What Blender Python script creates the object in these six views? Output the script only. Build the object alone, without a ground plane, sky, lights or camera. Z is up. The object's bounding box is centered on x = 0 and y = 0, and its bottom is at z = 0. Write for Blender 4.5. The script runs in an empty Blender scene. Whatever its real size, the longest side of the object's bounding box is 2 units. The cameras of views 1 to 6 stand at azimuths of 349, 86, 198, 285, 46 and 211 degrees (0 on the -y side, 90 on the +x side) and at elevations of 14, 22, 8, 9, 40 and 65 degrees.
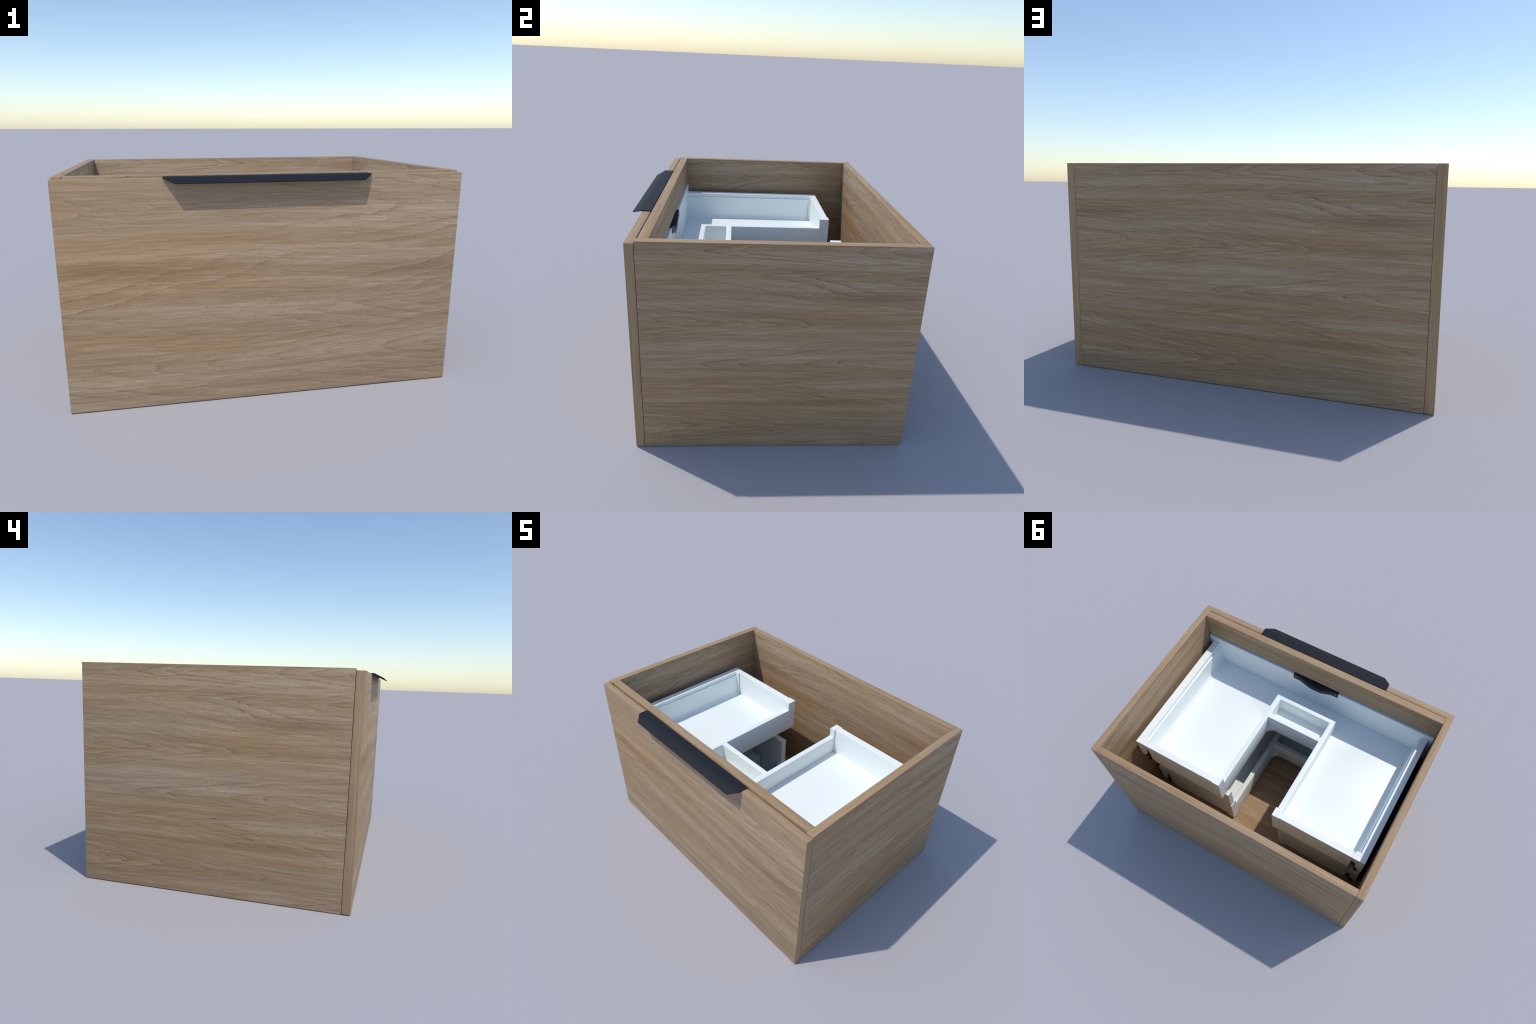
import bpy, bmesh, math
from mathutils import Vector

# ------------------------------------------------------------------ helpers
COL = bpy.context.scene.collection


def link(name, mesh, parent, mats):
    ob = bpy.data.objects.new(name, mesh)
    for m in mats:
        mesh.materials.append(m)
    ob.parent = parent
    COL.objects.link(ob)
    return ob


def finish(bm, name, smooth=True):
    bmesh.ops.recalc_face_normals(bm, faces=bm.faces[:])
    me = bpy.data.meshes.new(name)
    bm.to_mesh(me)
    bm.free()
    if smooth:
        me.shade_smooth()
        me.set_sharp_from_angle(angle=math.radians(32))
    return me


def cuboid(bm, x0, x1, y0, y1, z0, z1, bevel=0.0, seg=2, slots=None):
    """box with rounded edges; slots maps the axis a face looks along to a material slot"""
    vs = [bm.verts.new((x, y, z)) for x in (x0, x1) for y in (y0, y1) for z in (z0, z1)]
    quads = [(0, 1, 3, 2, 'x'), (4, 6, 7, 5, 'x'), (0, 4, 5, 1, 'y'), (2, 3, 7, 6, 'y'), (0, 2, 6, 4, 'z'), (1, 5, 7, 3, 'z')]
    faces = []
    for a, b, c, d, ax in quads:
        f = bm.faces.new((vs[a], vs[b], vs[c], vs[d]))
        if slots:
            f.material_index = slots[ax]
        faces.append(f)
    if bevel:
        edges = list({e for f in faces for e in f.edges})
        bmesh.ops.bevel(bm, geom=edges, offset=bevel, segments=seg, profile=0.6, affect='EDGES', material=-1)


def boxes(name, parent, mats, *specs, bevel=0.0025, seg=2, slots=None):
    bm = bmesh.new()
    for s in specs:
        cuboid(bm, *s, bevel=bevel, seg=seg, slots=slots)
    return link(name, finish(bm, name), parent, mats)


def prism(bm, pts, axis, a0, a1, bevel=0.0, seg=2):
    """extrude a closed 2D outline along an axis ('y': pts are x,z ; 'x': pts are y,z ; 'z': pts are x,y)"""
    def P(p, a):
        return {'y': (p[0], a, p[1]), 'x': (a, p[0], p[1]), 'z': (p[0], p[1], a)}[axis]
    lo = [bm.verts.new(P(p, a0)) for p in pts]
    hi = [bm.verts.new(P(p, a1)) for p in pts]
    n = len(pts)
    caps = [bm.faces.new(lo[::-1]), bm.faces.new(hi)]
    sides = [bm.faces.new((lo[i], lo[(i + 1) % n], hi[(i + 1) % n], hi[i])) for i in range(n)]
    if bevel:
        edges = list({e for f in caps + sides for e in f.edges})
        bmesh.ops.bevel(bm, geom=edges, offset=bevel, segments=seg, profile=0.6, affect='EDGES', clamp_overlap=True)


def flat_board(name, parent, mats, outlines, z0, z1, bevel=0.002):
    """board cut from outlines in plan (first one outside, the others are holes)"""
    cu = bpy.data.curves.new(name, 'CURVE')
    cu.dimensions = '2D'
    cu.fill_mode = 'BOTH'
    cu.extrude = (z1 - z0) / 2 - bevel
    cu.bevel_depth = bevel
    cu.bevel_resolution = 1
    cu.offset = -bevel
    for pts in outlines:
        sp = cu.splines.new('POLY')
        sp.points.add(len(pts) - 1)
        for q, p in zip(sp.points, pts):
            q.co = (p[0], p[1], 0, 1)
        sp.use_cyclic_u = True
    tmp = bpy.data.objects.new('tmp', cu)
    COL.objects.link(tmp)
    me = bpy.data.meshes.new_from_object(tmp.evaluated_get(bpy.context.evaluated_depsgraph_get()))
    bpy.data.objects.remove(tmp)
    bpy.data.curves.remove(cu)
    bm = bmesh.new()
    bm.from_mesh(me)
    bpy.data.meshes.remove(me)
    bmesh.ops.remove_doubles(bm, verts=bm.verts[:], dist=1e-5)
    bmesh.ops.translate(bm, verts=bm.verts[:], vec=(0, 0, (z0 + z1) / 2))
    return link(name, finish(bm, name), parent, mats)


def arc(cx, cy, r, a0, a1, n=8):
    return [(cx + r * math.cos(math.radians(a0 + (a1 - a0) * i / n)), cy + r * math.sin(math.radians(a0 + (a1 - a0) * i / n))) for i in range(n + 1)]


def round_rect(x0, x1, y0, y1, r, n=5):
    return (arc(x1 - r, y1 - r, r, 0, 90, n) + arc(x0 + r, y1 - r, r, 90, 180, n)
            + arc(x0 + r, y0 + r, r, 180, 270, n) + arc(x1 - r, y0 + r, r, 270, 360, n))


# ------------------------------------------------------------------ materials
class Nodes:
    def __init__(self, tree):
        self.t = tree
        self.n = tree.nodes
        self.l = tree.links

    def put(self, sock, val):
        if hasattr(val, 'links'):
            self.l.new(val, sock)
        else:
            sock.default_value = val

    def math(self, op, a, b=0.0, c=None, clamp=False):
        m = self.n.new('ShaderNodeMath')
        m.operation = op
        m.use_clamp = clamp
        self.put(m.inputs[0], a)
        self.put(m.inputs[1], b)
        if c is not None:
            self.put(m.inputs[2], c)
        return m.outputs[0]

    def vec(self, x, y, z=0.0):
        c = self.n.new('ShaderNodeCombineXYZ')
        for i, v in enumerate((x, y, z)):
            self.put(c.inputs[i], v)
        return c.outputs[0]

    def noise(self, v, detail=2.0, rough=0.5, scale=1.0, dist=0.0):
        k = self.n.new('ShaderNodeTexNoise')
        self.put(k.inputs['Vector'], v)
        k.inputs['Scale'].default_value = scale
        k.inputs['Detail'].default_value = detail
        k.inputs['Roughness'].default_value = rough
        k.inputs['Distortion'].default_value = dist
        return k.outputs[0]

    def ramp(self, fac, stops, interp='LINEAR'):
        r = self.n.new('ShaderNodeValToRGB')
        cr = r.color_ramp
        cr.interpolation = interp
        while len(cr.elements) < len(stops):
            cr.elements.new(0.5)
        for e, (p, c) in zip(cr.elements, stops):
            e.position = p
            e.color = (c, c, c, 1) if isinstance(c, (int, float)) else (*c, 1)
        self.put(r.inputs[0], fac)
        return r.outputs[0]

    def mix(self, f, a, b, mode='MIX'):
        m = self.n.new('ShaderNodeMix')
        m.data_type = 'RGBA'
        m.blend_type = mode
        self.put(m.inputs[0], f)
        self.put(m.inputs[6], a if hasattr(a, 'links') else (*a, 1))
        self.put(m.inputs[7], b if hasattr(b, 'links') else (*b, 1))
        return m.outputs[2]

    def maprange(self, v, a, b, c, d):
        m = self.n.new('ShaderNodeMapRange')
        self.put(m.inputs[0], v)
        for i, x in enumerate((a, b, c, d)):
            m.inputs[i + 1].default_value = x
        return m.outputs[0]


OAK_PALE = (0.455, 0.326, 0.212)
OAK_WARM = (0.445, 0.280, 0.142)
OAK_DARK = (0.212, 0.128, 0.060)
OAK_LIGHT = (0.560, 0.437, 0.312)


def oak_group():
    """oak veneer seen in face: u runs along the grain, v across it.
    Growth rings are level lines of  u + K * zigzag(v): nested tongues that point
    along +u at one height and along -u at the next one, as in a flat-sawn board."""
    g = bpy.data.node_groups.new('oak_face', 'ShaderNodeTree')
    g.interface.new_socket('U', in_out='INPUT', socket_type='NodeSocketFloat')
    g.interface.new_socket('V', in_out='INPUT', socket_type='NodeSocketFloat')
    g.interface.new_socket('Fine', in_out='INPUT', socket_type='NodeSocketFloat')
    g.interface.new_socket('Line', in_out='INPUT', socket_type='NodeSocketFloat')
    g.interface.new_socket('Color', in_out='OUTPUT', socket_type='NodeSocketColor')
    g.interface.new_socket('Height', in_out='OUTPUT', socket_type='NodeSocketFloat')
    k = Nodes(g)
    gi = g.nodes.new('NodeGroupInput')
    go = g.nodes.new('NodeGroupOutput')
    U, V, FINE, LINE = gi.outputs[0], gi.outputs[1], gi.outputs[2], gi.outputs[3]

    def centred(n, amp):
        return k.math('MULTIPLY', k.math('SUBTRACT', n, 0.5), amp)

    # slow wander of the grain and a slight fall of the fibres along the board
    w1 = centred(k.noise(k.vec(k.math('MULTIPLY', U, 0.9), k.math('MULTIPLY', V, 3.0), 3.1), 1.0), 0.055)
    w2 = centred(k.noise(k.vec(k.math('MULTIPLY', U, 5.0), k.math('MULTIPLY', V, 26.0), 7.7), 2.0), 0.0045)
    v1 = k.math('ADD', k.math('ADD', V, w1), w2)
    t = k.math('FRACT', k.math('DIVIDE', k.math('SUBTRACT', 0.742, v1), 0.607))
    zig = k.ramp(t, [(0.0, 1.0), (0.03, 0.955), (0.355, 0.04), (0.385, 0.0), (0.415, 0.05), (0.50, 0.36), (0.59, 0.16), (0.80, 0.55), (0.965, 0.955), (1.0, 1.0)])
    rough_u = centred(k.noise(k.vec(k.math('MULTIPLY', U, 2.4), k.math('MULTIPLY', V, 9.0), 1.3), 2.0, 0.55), 0.38)
    jag = centred(k.noise(k.vec(k.math('MULTIPLY', U, 14.0), k.math('MULTIPLY', V, 110.0), 0.2), 3.0, 0.65), 0.075)
    f = k.math('ADD', k.math('MULTIPLY', zig, -1.75), k.math('ADD', U, k.math('ADD', rough_u, jag)))
    ring = k.math('ADD', k.math('DIVIDE', f, 0.172), 0.36)
    r = k.math('FRACT', ring)
    late = k.ramp(r, [(0.0, 0.0), (0.025, 0.95), (0.075, 0.85), (0.14, 0.42), (0.34, 0.14), (0.6, 0.0), (1.0, 0.0)])     # dark late wood
    early = k.ramp(r, [(0.0, 0.8), (0.03, 0.0), (0.72, 0.0), (0.93, 0.7), (1.0, 0.9)])                 # pale early wood
    show = k.maprange(k.noise(k.vec(k.math('MULTIPLY', U, 1.5), k.math('MULTIPLY', V, 9.0), 5.5), 2.0), 0.32, 0.52, 0.22, 1.0)
    wn = k.n.new('ShaderNodeTexWhiteNoise')
    wn.noise_dimensions = '1D'
    k.l.new(k.math('FLOOR', ring), wn.inputs['W'])
    show = k.math('MULTIPLY', show, k.maprange(wn.outputs['Value'], 0.05, 0.8, 0.15, 1.0))
    dash = k.noise(k.vec(k.math('MULTIPLY', U, 11.0), k.math('MULTIPLY', V, 90.0), 15.0), 2.0)
    show = k.math('MULTIPLY', show, k.maprange(dash, 0.34, 0.56, 0.35, 1.1))
    # long fibres, finer fibres, pores
    fib0 = k.noise(k.vec(k.math('MULTIPLY', U, 0.75), k.math('MULTIPLY', v1, 22.0), 12.2), 2.0, 0.55)
    UF, VF = k.math('MULTIPLY', U, FINE), k.math('MULTIPLY', v1, FINE)
    fib1 = k.noise(k.vec(k.math('MULTIPLY', UF, 3.2), k.math('MULTIPLY', VF, 110.0), 2.2), 3.0, 0.6)
    fib2 = k.noise(k.vec(k.math('MULTIPLY', UF, 9.0), k.math('MULTIPLY', VF, 400.0), 4.2), 2.0, 0.6)
    pore = k.maprange(k.noise(k.vec(k.math('MULTIPLY', UF, 40.0), k.math('MULTIPLY', VF, 420.0), 8.2), 1.0), 0.62, 0.74, 0.0, 1.0)
    # tone patches drawn out along the grain
    tone = k.maprange(k.noise(k.vec(k.math('MULTIPLY', U, 0.8), k.math('MULTIPLY', v1, 7.5), 9.4), 3.0, 0.6), 0.42, 0.64, 0.0, 1.0)
    band = k.math('MULTIPLY', k.ramp(t, [(0.0, 0.0), (0.67, 0.0), (0.755, 1.0), (0.80, 0.0), (1.0, 0.0)], 'EASE'),
                  k.maprange(k.noise(k.vec(k.math('MULTIPLY', U, 1.3), k.math('MULTIPLY', V, 3.0), 6.0), 1.0), 0.40, 0.60, 0.0, 1.0))
    col = k.mix(tone, OAK_PALE, OAK_WARM)
    col = k.mix(k.math('MULTIPLY', band, 0.55), col, OAK_DARK)
    col = k.mix(k.maprange(fib0, 0.32, 0.60, 0.36, 0.0), col, OAK_DARK)
    col = k.mix(k.maprange(fib0, 0.52, 0.76, 0.0, 0.40), col, OAK_LIGHT)
    col = k.mix(k.math('MULTIPLY', k.math('MULTIPLY', late, show), LINE), col, OAK_DARK)
    col = k.mix(k.math('MULTIPLY', k.math('MULTIPLY', early, show), k.math('MULTIPLY', LINE, 0.55)), col, OAK_LIGHT)
    col = k.mix(k.maprange(fib1, 0.28, 0.56, 0.42, 0.0), col, OAK_DARK)
    col = k.mix(k.maprange(fib1, 0.56, 0.84, 0.0, 0.32), col, OAK_LIGHT)
    col = k.mix(k.maprange(fib2, 0.30, 0.60, 0.36, 0.0), col, OAK_DARK)
    col = k.mix(k.maprange(fib2, 0.55, 0.80, 0.0, 0.28), col, OAK_LIGHT)
    col = k.mix(k.math('MULTIPLY', pore, 0.46), col, (0.13, 0.09, 0.055))
    k.l.new(col, go.inputs[0])
    k.l.new(k.math('SUBTRACT', fib2, k.math('MULTIPLY', pore, 0.6)), go.inputs[1])
    return g


def edge_group():
    """edge band: straight stripes along the length"""
    g = bpy.data.node_groups.new('oak_edge', 'ShaderNodeTree')
    g.interface.new_socket('U', in_out='INPUT', socket_type='NodeSocketFloat')
    g.interface.new_socket('V', in_out='INPUT', socket_type='NodeSocketFloat')
    g.interface.new_socket('Color', in_out='OUTPUT', socket_type='NodeSocketColor')
    g.interface.new_socket('Height', in_out='OUTPUT', socket_type='NodeSocketFloat')
    k = Nodes(g)
    gi = g.nodes.new('NodeGroupInput')
    go = g.nodes.new('NodeGroupOutput')
    U, V = gi.outputs[0], gi.outputs[1]
    wav = k.math('MULTIPLY', k.math('SUBTRACT', k.noise(k.vec(k.math('MULTIPLY', U, 3.5), k.math('MULTIPLY', V, 12.0), 1.0), 2.0), 0.5), 0.014)
    v1 = k.math('ADD', V, wav)
    a = k.noise(k.vec(k.math('MULTIPLY', U, 0.9), k.math('MULTIPLY', v1, 70.0), 3.3), 2.0)
    b = k.noise(k.vec(k.math('MULTIPLY', U, 5.0), k.math('MULTIPLY', v1, 260.0), 1.3), 2.0)
    col = k.mix(k.maprange(a, 0.36, 0.64, 0.0, 1.0), (0.435, 0.312, 0.196), (0.440, 0.275, 0.142))
    col = k.mix(k.maprange(a, 0.28, 0.44, 0.16, 0.0), col, OAK_LIGHT)
    col = k.mix(k.maprange(b, 0.30, 0.66, 0.42, 0.0), col, OAK_DARK)
    c = k.noise(k.vec(k.math('MULTIPLY', U, 1.6), k.math('MULTIPLY', v1, 130.0), 6.3), 2.0)
    col = k.mix(k.maprange(c, 0.28, 0.46, 0.50, 0.0), col, OAK_DARK)
    k.l.new(col, go.inputs[0])
    k.l.new(b, go.inputs[1])
    return g


OAK = oak_group()
EDGE = edge_group()


def wood(name, group, u, v, fine=1.0, line=0.9):
    """u and v are (coefficient x, y, z, offset) on object coordinates"""
    m = bpy.data.materials.new(name)
    m.use_nodes = True
    k = Nodes(m.node_tree)
    bsdf = k.n['Principled BSDF']
    tc = k.n.new('ShaderNodeTexCoord')
    sp = k.n.new('ShaderNodeSeparateXYZ')
    k.l.new(tc.outputs['Object'], sp.inputs[0])

    def lin(c):
        out = None
        for i in range(3):
            if c[i]:
                out = k.math('MULTIPLY_ADD', sp.outputs[i], c[i], out if out is not None else c[3])
        return out
    gr = k.n.new('ShaderNodeGroup')
    gr.node_tree = group
    k.l.new(lin(u), gr.inputs[0])
    k.l.new(lin(v), gr.inputs[1])
    if len(gr.inputs) > 2:
        gr.inputs[2].default_value = fine
        gr.inputs[3].default_value = line
    k.l.new(gr.outputs[0], bsdf.inputs['Base Color'])
    bsdf.inputs['Roughness'].default_value = 0.62
    bsdf.inputs['Specular IOR Level'].default_value = 0.25
    bp = k.n.new('ShaderNodeBump')
    bp.inputs['Strength'].default_value = 0.08
    bp.inputs['Distance'].default_value = 0.002
    k.l.new(gr.outputs[1], bp.inputs['Height'])
    k.l.new(bp.outputs[0], bsdf.inputs['Normal'])
    return m


def plain(name, col, rough, metal=0.0, spec=0.5, grain=0.0, scale=60.0):
    m = bpy.data.materials.new(name)
    m.use_nodes = True
    k = Nodes(m.node_tree)
    bsdf = k.n['Principled BSDF']
    tc = k.n.new('ShaderNodeTexCoord')
    n = k.noise(tc.outputs['Object'], 3.0, 0.6, scale)
    dark = tuple(c * (1 - grain) for c in col)
    k.l.new(k.mix(k.maprange(n, 0.3, 0.7, 0.0, 1.0), dark, col), bsdf.inputs['Base Color'])
    bsdf.inputs['Roughness'].default_value = rough
    bsdf.inputs['Metallic'].default_value = metal
    bsdf.inputs['Specular IOR Level'].default_value = spec
    return m


W_LEFT = wood('oak_left', OAK, (0, -1, 0, 0.7414), (0, 0, 1, 0))
W_RIGHT = wood('oak_right', OAK, (0, 1, 0, 0.635), (0, 0, 1, 0))
W_BACK = wood('oak_back', OAK, (-1, 0, 0, 0.424), (0, 0, 1, 0))
W_FRONT = wood('oak_front', OAK, (1 / 1.7, 0, 0, (1 - 0.339) / 1.7 + 0.931), (0, 0, -1 / 2.07, 0.506 + 0.243 / 2.07), fine=1.6, line=0.62)
W_RAIL = wood('oak_rail', OAK, (1, 0, 0, 0.6), (0, 0, 1, 0.15))
W_FLOOR = wood('oak_floor', OAK, (1, 0, 0, 0.9), (0, 1, 0, 0.4))
E_X = wood('oak_edge_across', EDGE, (1, 0, 0, 0), (0, 1, 0, 0))      # stripes along x, on faces looking up
E_Y = wood('oak_edge_deep', EDGE, (0, 1, 0, 0), (1, 0, 0, 0))        # stripes along y
E_ZX = wood('oak_edge_up', EDGE, (0, 0, 1, 0), (1, 0, 0, 0))         # stripes along z, face looks along y
E_ZY = wood('oak_edge_up_side', EDGE, (0, 0, 1, 0), (0, 1, 0, 0))    # stripes along z, face looks along x
WHITE = plain('white_lacquer', (0.888, 0.935, 0.905), 0.45, grain=0.01)
BLACK = plain('black_coated_metal', (0.017, 0.019, 0.024), 0.6, spec=0.15, grain=0.18, scale=220)
GRIP = plain('grey_coated_sheet', (0.045, 0.048, 0.056), 0.5, spec=0.3, grain=0.1, scale=200)
PLASTIC = plain('black_plastic', (0.012, 0.012, 0.013), 0.5)
RAILBLACK = plain('black_runner', (0.006, 0.006, 0.007), 0.6, spec=0.2)
STEEL = plain('grey_steel', (0.42, 0.42, 0.42), 0.4, metal=0.7)

# ------------------------------------------------------------------ carcass
ZT, YB, YC = 1.152, 0.7428, -0.6355
XI = 0.953                     # inner face of the side panels

cab = bpy.data.objects.new('vanity_cabinet', None)
COL.objects.link(cab)
cab['label'] = 'open topped oak vanity cabinet with white cutout drawers and black handle'
cab['category'] = 'bathroom cabinet'

boxes('side_panel', cab, [W_LEFT, E_Y, E_ZX], (-1.0, -XI, YC, YB, 0, ZT), bevel=0.0028, slots=dict(x=0, z=1, y=2))
boxes('side_panel', cab, [W_RIGHT, E_Y, E_ZX], (XI, 1.0, YC, YB, 0, ZT), bevel=0.0028, slots=dict(x=0, z=1, y=2))
boxes('back_panel', cab, [W_BACK, E_X, E_ZX], (-XI + .0006, XI - .0006, 0.6955, YB, 0, ZT), bevel=0.004, slots=dict(y=0, z=1, x=2))
boxes('bottom_panel', cab, [W_FLOOR, E_X], (-XI + .0006, XI - .0006, -0.626, 0.695, 0.001, 0.048), bevel=0.002, slots=dict(z=0, x=1, y=1))
boxes('front_rail', cab, [W_RAIL, E_X], (-XI + .0006, XI - .0006, -0.6272, -0.5760, 0.965, ZT), bevel=0.0025, slots=dict(y=0, z=1, x=1))
front = boxes('drawer_front', cab, [W_FRONT, E_X, E_ZY], (-1.0, 1.0, -0.6810, -0.6373, 0.002, 1.1425), bevel=0.003, slots=dict(y=0, z=1, x=2))


# ------------------------------------------------------------------ long edge handle
def edge_handle():
    bm = bmesh.new()
    th = 0.0048
    L, Lt = 0.505, 0.452
    # profile stations from the gap behind the front, over its top, down to the lip
    st = [(-0.6335, 1.095, L), (-0.6335, 1.1476, L), (-0.6930, 1.1476, L), (-0.7428, 1.1245, Lt)]
    nrm = [(-1, 0), (-1, -1), (0.21, -1), (0.42, -0.9)]
    top = [[bm.verts.new((s * l, y, z)) for s in (-1, 1)] for y, z, l in st]
    low = [[bm.verts.new((s * l, y + n[0] * th, z + n[1] * th)) for s in (-1, 1)] for (y, z, l), n in zip(st, nrm)]
    # the lip's underside must not pass its tip
    for v in low[3]:
        v.co.y = -0.7408
        v.co.z = 1.1200
    for i in range(3):
        bm.faces.new((top[i][0], top[i][1], top[i + 1][1], top[i + 1][0]))
        bm.faces.new((low[i][1], low[i][0], low[i + 1][0], low[i + 1][1]))
        for s in (0, 1):
            bm.faces.new((top[i][s], low[i][s], low[i + 1][s], top[i + 1][s]))
    for i in (0, 3):
        bm.faces.new((top[i][0], top[i][1], low[i][1], low[i][0]))
    bmesh.ops.bevel(bm, geom=bm.edges[:], offset=0.0007, segments=1, affect='EDGES')
    return link('handle', finish(bm, 'handle'), cab, [BLACK])


edge_handle()


# ------------------------------------------------------------------ drawers
XC = -0.0075                    # the sink recess sits a little left of the middle


def make_drawer(dy, zf, zs, zu, front_y, back_top, cap_z):
    """dy: shift along y; zf: top of the floor board; zs: datum of the side walls; zu: top of the recess wall"""
    hx0, hx1 = -0.2207, 0.2057   # recess for the siphon
    hy = -0.2070 + dy
    yb0, yb1 = 0.425 + dy, 0.4708 + dy
    zb = zf - 0.042
    R = 0.062
    # floor with the recess cut out of it, its inner corners rounded
    e = 0.0005                   # the wall round the recess stands a hair proud of the floor's edge
    f0, f1, fyy = hx0 - e, hx1 + e, hy - e
    out = [(-0.842, front_y), (0.842, front_y), (0.842, yb0 + .002), (f1, yb0 + .002)]
    out += [(f1, fyy + R)] + arc(f1 - R, fyy + R, R, 0, -90, 8)[1:]
    out += arc(f0 + R, fyy + R, R, -90, -180, 8) + [(f0, yb0 + .002), (-0.842, yb0 + .002)]
    dr = flat_board('drawer', cab, [WHITE], [out], zb, zf, 0.0012)
    # low wall round the recess with a small tray in front of it
    fy = -0.4175 + dy
    th = 0.0355
    wall = [(hx0 - th, fy), (hx1 + th, fy), (hx1 + th, yb0 - .0156), (hx1, yb0 - .0156), (hx1, hy), (hx0, hy), (hx0, yb0 - .0156), (hx0 - th, yb0 - .0156)]
    tray = round_rect(hx0 + .0005, hx1 - .003, -0.386 + dy, -0.2425 + dy, 0.010)[::-1]
    flat_board('recess_wall', dr, [WHITE], [wall, tray], zb - .0006, zu, 0.0015)
    for s in (-1, 1):
        # side wall: hollow metal section with a step near the top
        sec = [(0.916, zs - .012), (0.916, zs + .196), (0.864, zs + .196), (0.864, zs + .166), (0.8525, zs + .1640),
               (0.8500, zf + .020), (0.834, zf + .001), (0.834, zf - .020), (0.880, zs - .026)]
        bm = bmesh.new()
        prism(bm, [(s * x, z) for x, z in sec], 'y', front_y, yb0 - .012, bevel=0.0012, seg=1)
        link('drawer_side', finish(bm, 'drawer_side'), dr, [WHITE])
        # end of the side wall that takes the back board: closed inside, notched behind
        bm = bmesh.new()
        xs = sorted((s * 0.830, s * 0.916))
        cuboid(bm, xs[0], xs[1], yb0 - .0112, yb0 + .010, zs - .010, zs + .1958, bevel=0.001, seg=1)
        sec = [(0.916, zs - .010), (0.916, zs + .1957), (0.826, zs + .1957), (0.826, zs + .150), (0.862, zs + .110), (0.862, zs + .035), (0.896, zs - .006)]
        prism(bm, [(s * x, z) for x, z in sec], 'y', yb0 + .0102, yb1 - .0005, bevel=0.001, seg=1)
        link('back_bracket', finish(bm, 'back_bracket'), dr, [WHITE])
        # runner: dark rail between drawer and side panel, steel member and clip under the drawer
        xs = sorted((s * 0.9185, s * 0.9505))
        boxes('runner', dr, [RAILBLACK], (xs[0], xs[1], front_y + .05, 0.235 + dy, zs - .065, zs - .018), bevel=0.001, seg=1)
        xs = sorted((s * 0.893, s * 0.915))
        boxes('runner_rail', dr, [STEEL], (xs[0], xs[1], front_y + .03, yb0 - .02, zs - .078, zs - .028), bevel=0.0015, seg=1)
        q = [sorted((s * a, s * b)) for a, b in ((0.858, 0.906), (0.846, 0.875), (0.866, 0.882))]
        boxes('runner_clip', dr, [PLASTIC], (*q[0], yb0 - .02, yb1 - .014, zs - .062, zs - .012), (*q[1], yb0 + .0105, yb1 - .012, zs - .011, zs + .062),
              (*q[2], yb0, yb1 - .006, zs - .083, zs - .063), bevel=0.0015, seg=1)
        # back board
        inner = hx1 + th if s > 0 else -(hx0 - th)
        bm = bmesh.new()
        zl = cap_z[0] + (.001 if back_top < zf + .3 else .019)
        pts = [(inner + .0006, zl), (0.800, zl), (0.824, zl + .035), (0.8255, zl + .04), (0.8255, back_top), (inner + .0006, back_top)]
        prism(bm, [(s * x, z) for x, z in pts], 'y', yb0, yb1, bevel=0.002, seg=1)
        link('drawer_back', finish(bm, 'drawer_back'), dr, [WHITE])
        # corner bracket at the end of the recess wall
        a, b = (hx1, hx1 + th) if s > 0 else (hx0 - th, hx0)
        c = (hx1 - .0002, hx1 + .056) if s > 0 else (hx0 - .056, hx0 + .0002)
        specs = [(a, b, yb0 - .0154, yb1 + .0008, cap_z[0], cap_z[1]),
                 (c[0], c[1], yb1 + .0009, yb1 + .0035, cap_z[0], cap_z[1] + .0015)]
        boxes('corner_bracket', dr, [WHITE], *specs, bevel=0.0008, seg=1)
        if back_top > cap_z[1] + .05:
            boxes('back_board_end', dr, [WHITE], (a + (.004 if s > 0 else 0), b - (0 if s > 0 else .004), yb0, yb1, cap_z[1] + .0012, back_top), bevel=0.0015, seg=1)
    return dr


upper = make_drawer(0.0, 0.697, 0.697, 0.829, -0.5670, 0.893, (0.655, 0.8935))
lower = make_drawer(-0.068, 0.122, 0.139, 0.275, -0.6365, 0.547, (0.071, 0.326))
# loose storage box standing in the lower drawer
boxes('storage_box', lower, [WHITE], (-0.815, -0.468, -0.50, 0.347, 0.1225, 0.266), bevel=0.012, seg=4)

# ------------------------------------------------------------------ inner front with a finger notch
HW = 0.188


def ease(a, b, t):
    t = min(1.0, max(0.0, t))
    return a + (b - a) * t


def notch_top(x):
    """height of the notch's lining: flat in the middle, sloping up to the ends"""
    ax = abs(x)
    if ax < 0.045:
        return 0.8970
    if ax < 0.130:
        return ease(0.8970, 0.9385, (ax - 0.045) / 0.085)
    if ax < 0.160:
        return ease(0.9385, 0.9490, (ax - 0.130) / 0.030)
    return ease(0.9490, 0.9510, (ax - 0.160) / 0.028)


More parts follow.
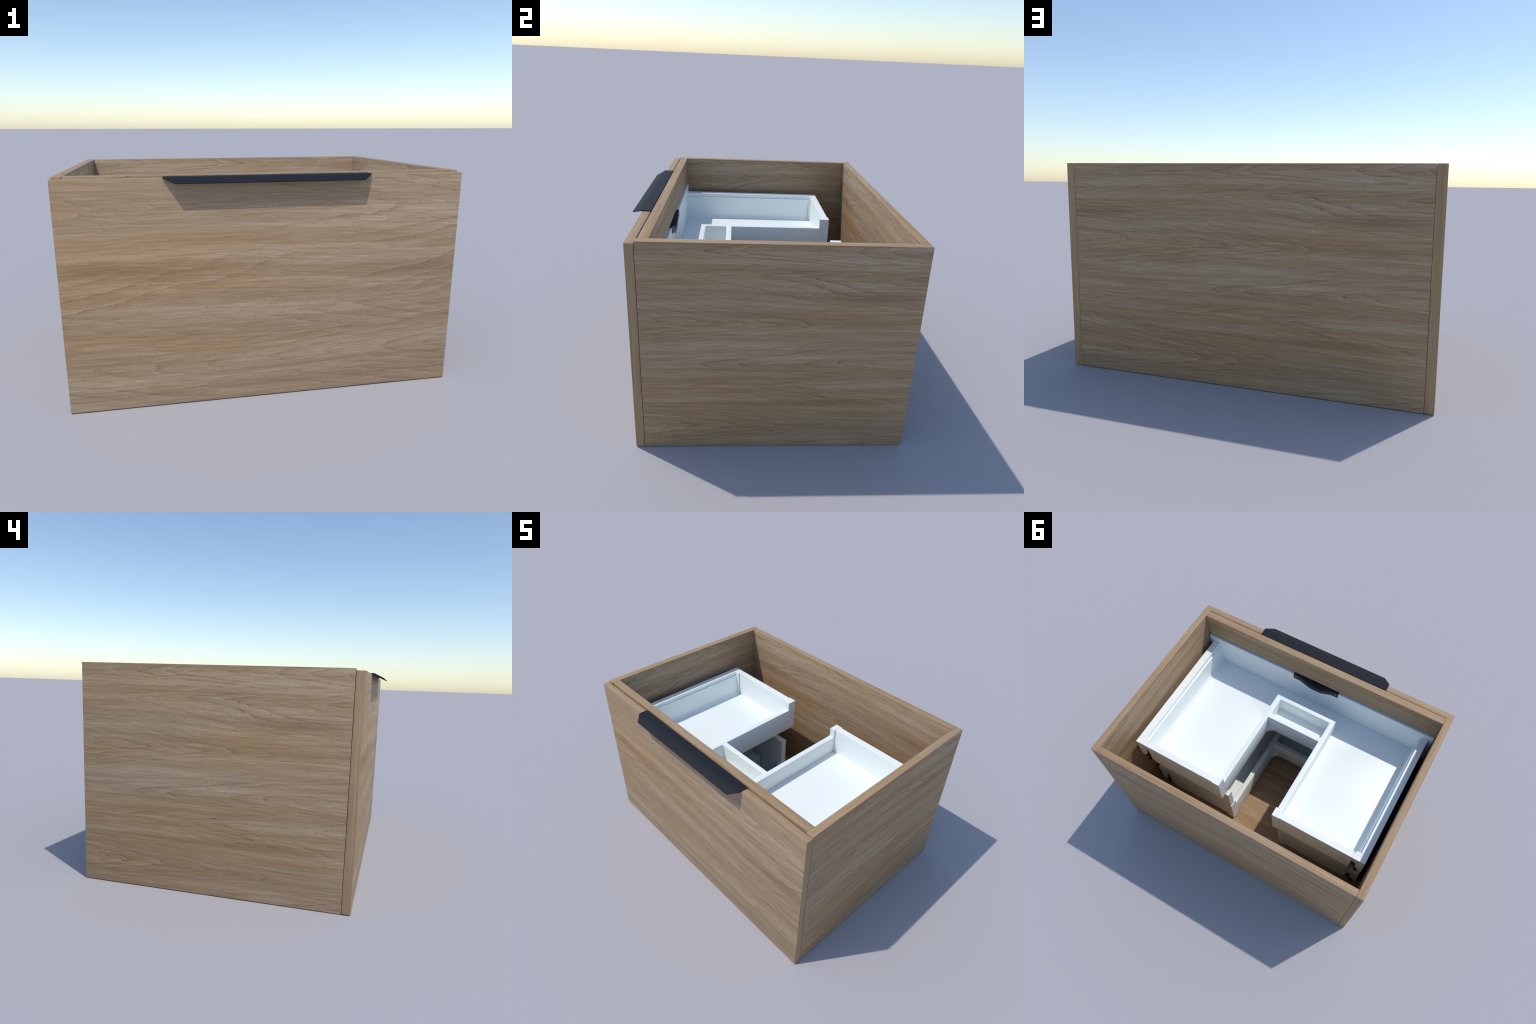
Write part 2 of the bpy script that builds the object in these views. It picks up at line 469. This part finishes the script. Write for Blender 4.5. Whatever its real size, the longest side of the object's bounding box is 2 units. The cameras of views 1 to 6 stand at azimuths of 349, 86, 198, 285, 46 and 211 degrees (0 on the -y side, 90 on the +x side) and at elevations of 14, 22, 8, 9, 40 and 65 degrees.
def notch_hem(x):
    ax = abs(x)
    if ax < 0.045:
        return 0.8630
    if ax < 0.130:
        return ease(0.8630, 0.9025, (ax - 0.045) / 0.085)
    r = 0.014
    z = ease(0.9025, 0.9040, (ax - 0.130) / 0.03)
    if ax > HW - r:
        z += r - math.sqrt(max(0.0, r * r - (ax - (HW - r)) ** 2))
    return z


xs_notch = [-HW, -0.178, -0.168, -0.160, -0.130, -0.045, 0.045, 0.130, 0.160, 0.168, 0.178, HW]
PT, TH = 0.9455, 0.0040
outline = [(-0.9475, 0.640), (0.9475, 0.640), (0.9475, PT)]
outline += [(x, min(PT, notch_top(x) - TH - .0006)) for x in xs_notch[::-1] if abs(x) < 0.17] + [(-0.9475, PT)]
bm = bmesh.new()
prism(bm, outline, 'y', -0.611, -0.5675, bevel=0.001, seg=1)
link('inner_front', finish(bm, 'inner_front'), upper, [WHITE])


def grip():
    """black sheet bent over the notch: lining on top and a skirt on the drawer side"""
    xs = sorted(set([round(HW - 0.014 + 0.014 * math.sin(math.radians(a)), 5) for a in range(0, 91, 10)]
                    + [0.0, 0.045, 0.0875, 0.130, 0.145, 0.160]))
    xs = [-x for x in xs[::-1] if x > 0] + xs
    bm = bmesh.new()
    yf, yk = -0.5630, -0.609
    rows = []
    for x in xs:
        z, h = notch_top(x), notch_hem(x)
        rows.append([bm.verts.new(p) for p in ((x, yk, z), (x, yf - .0015, z), (x, yf, z - .0015), (x, yf, h),
                                               (x, yf - .0040, h), (x, yf - .0040, z - TH), (x, yk, z - TH))])
    for a, b in zip(rows, rows[1:]):
        for i in range(7):
            j = (i + 1) % 7
            bm.faces.new((a[i], a[j], b[j], b[i]))
    bm.faces.new(rows[0])
    bm.faces.new(rows[-1][::-1])
    link('grip', finish(bm, 'grip'), upper, [GRIP])
    for sx in (-1, 1):
        bm = bmesh.new()
        prism(bm, arc(sx * 0.1665, 0.930, 0.0046, 0, 360, 14)[:-1], 'y', -0.566, -0.5618, bevel=0.0008, seg=1)
        link('screw', finish(bm, 'screw'), upper, [STEEL])


grip()
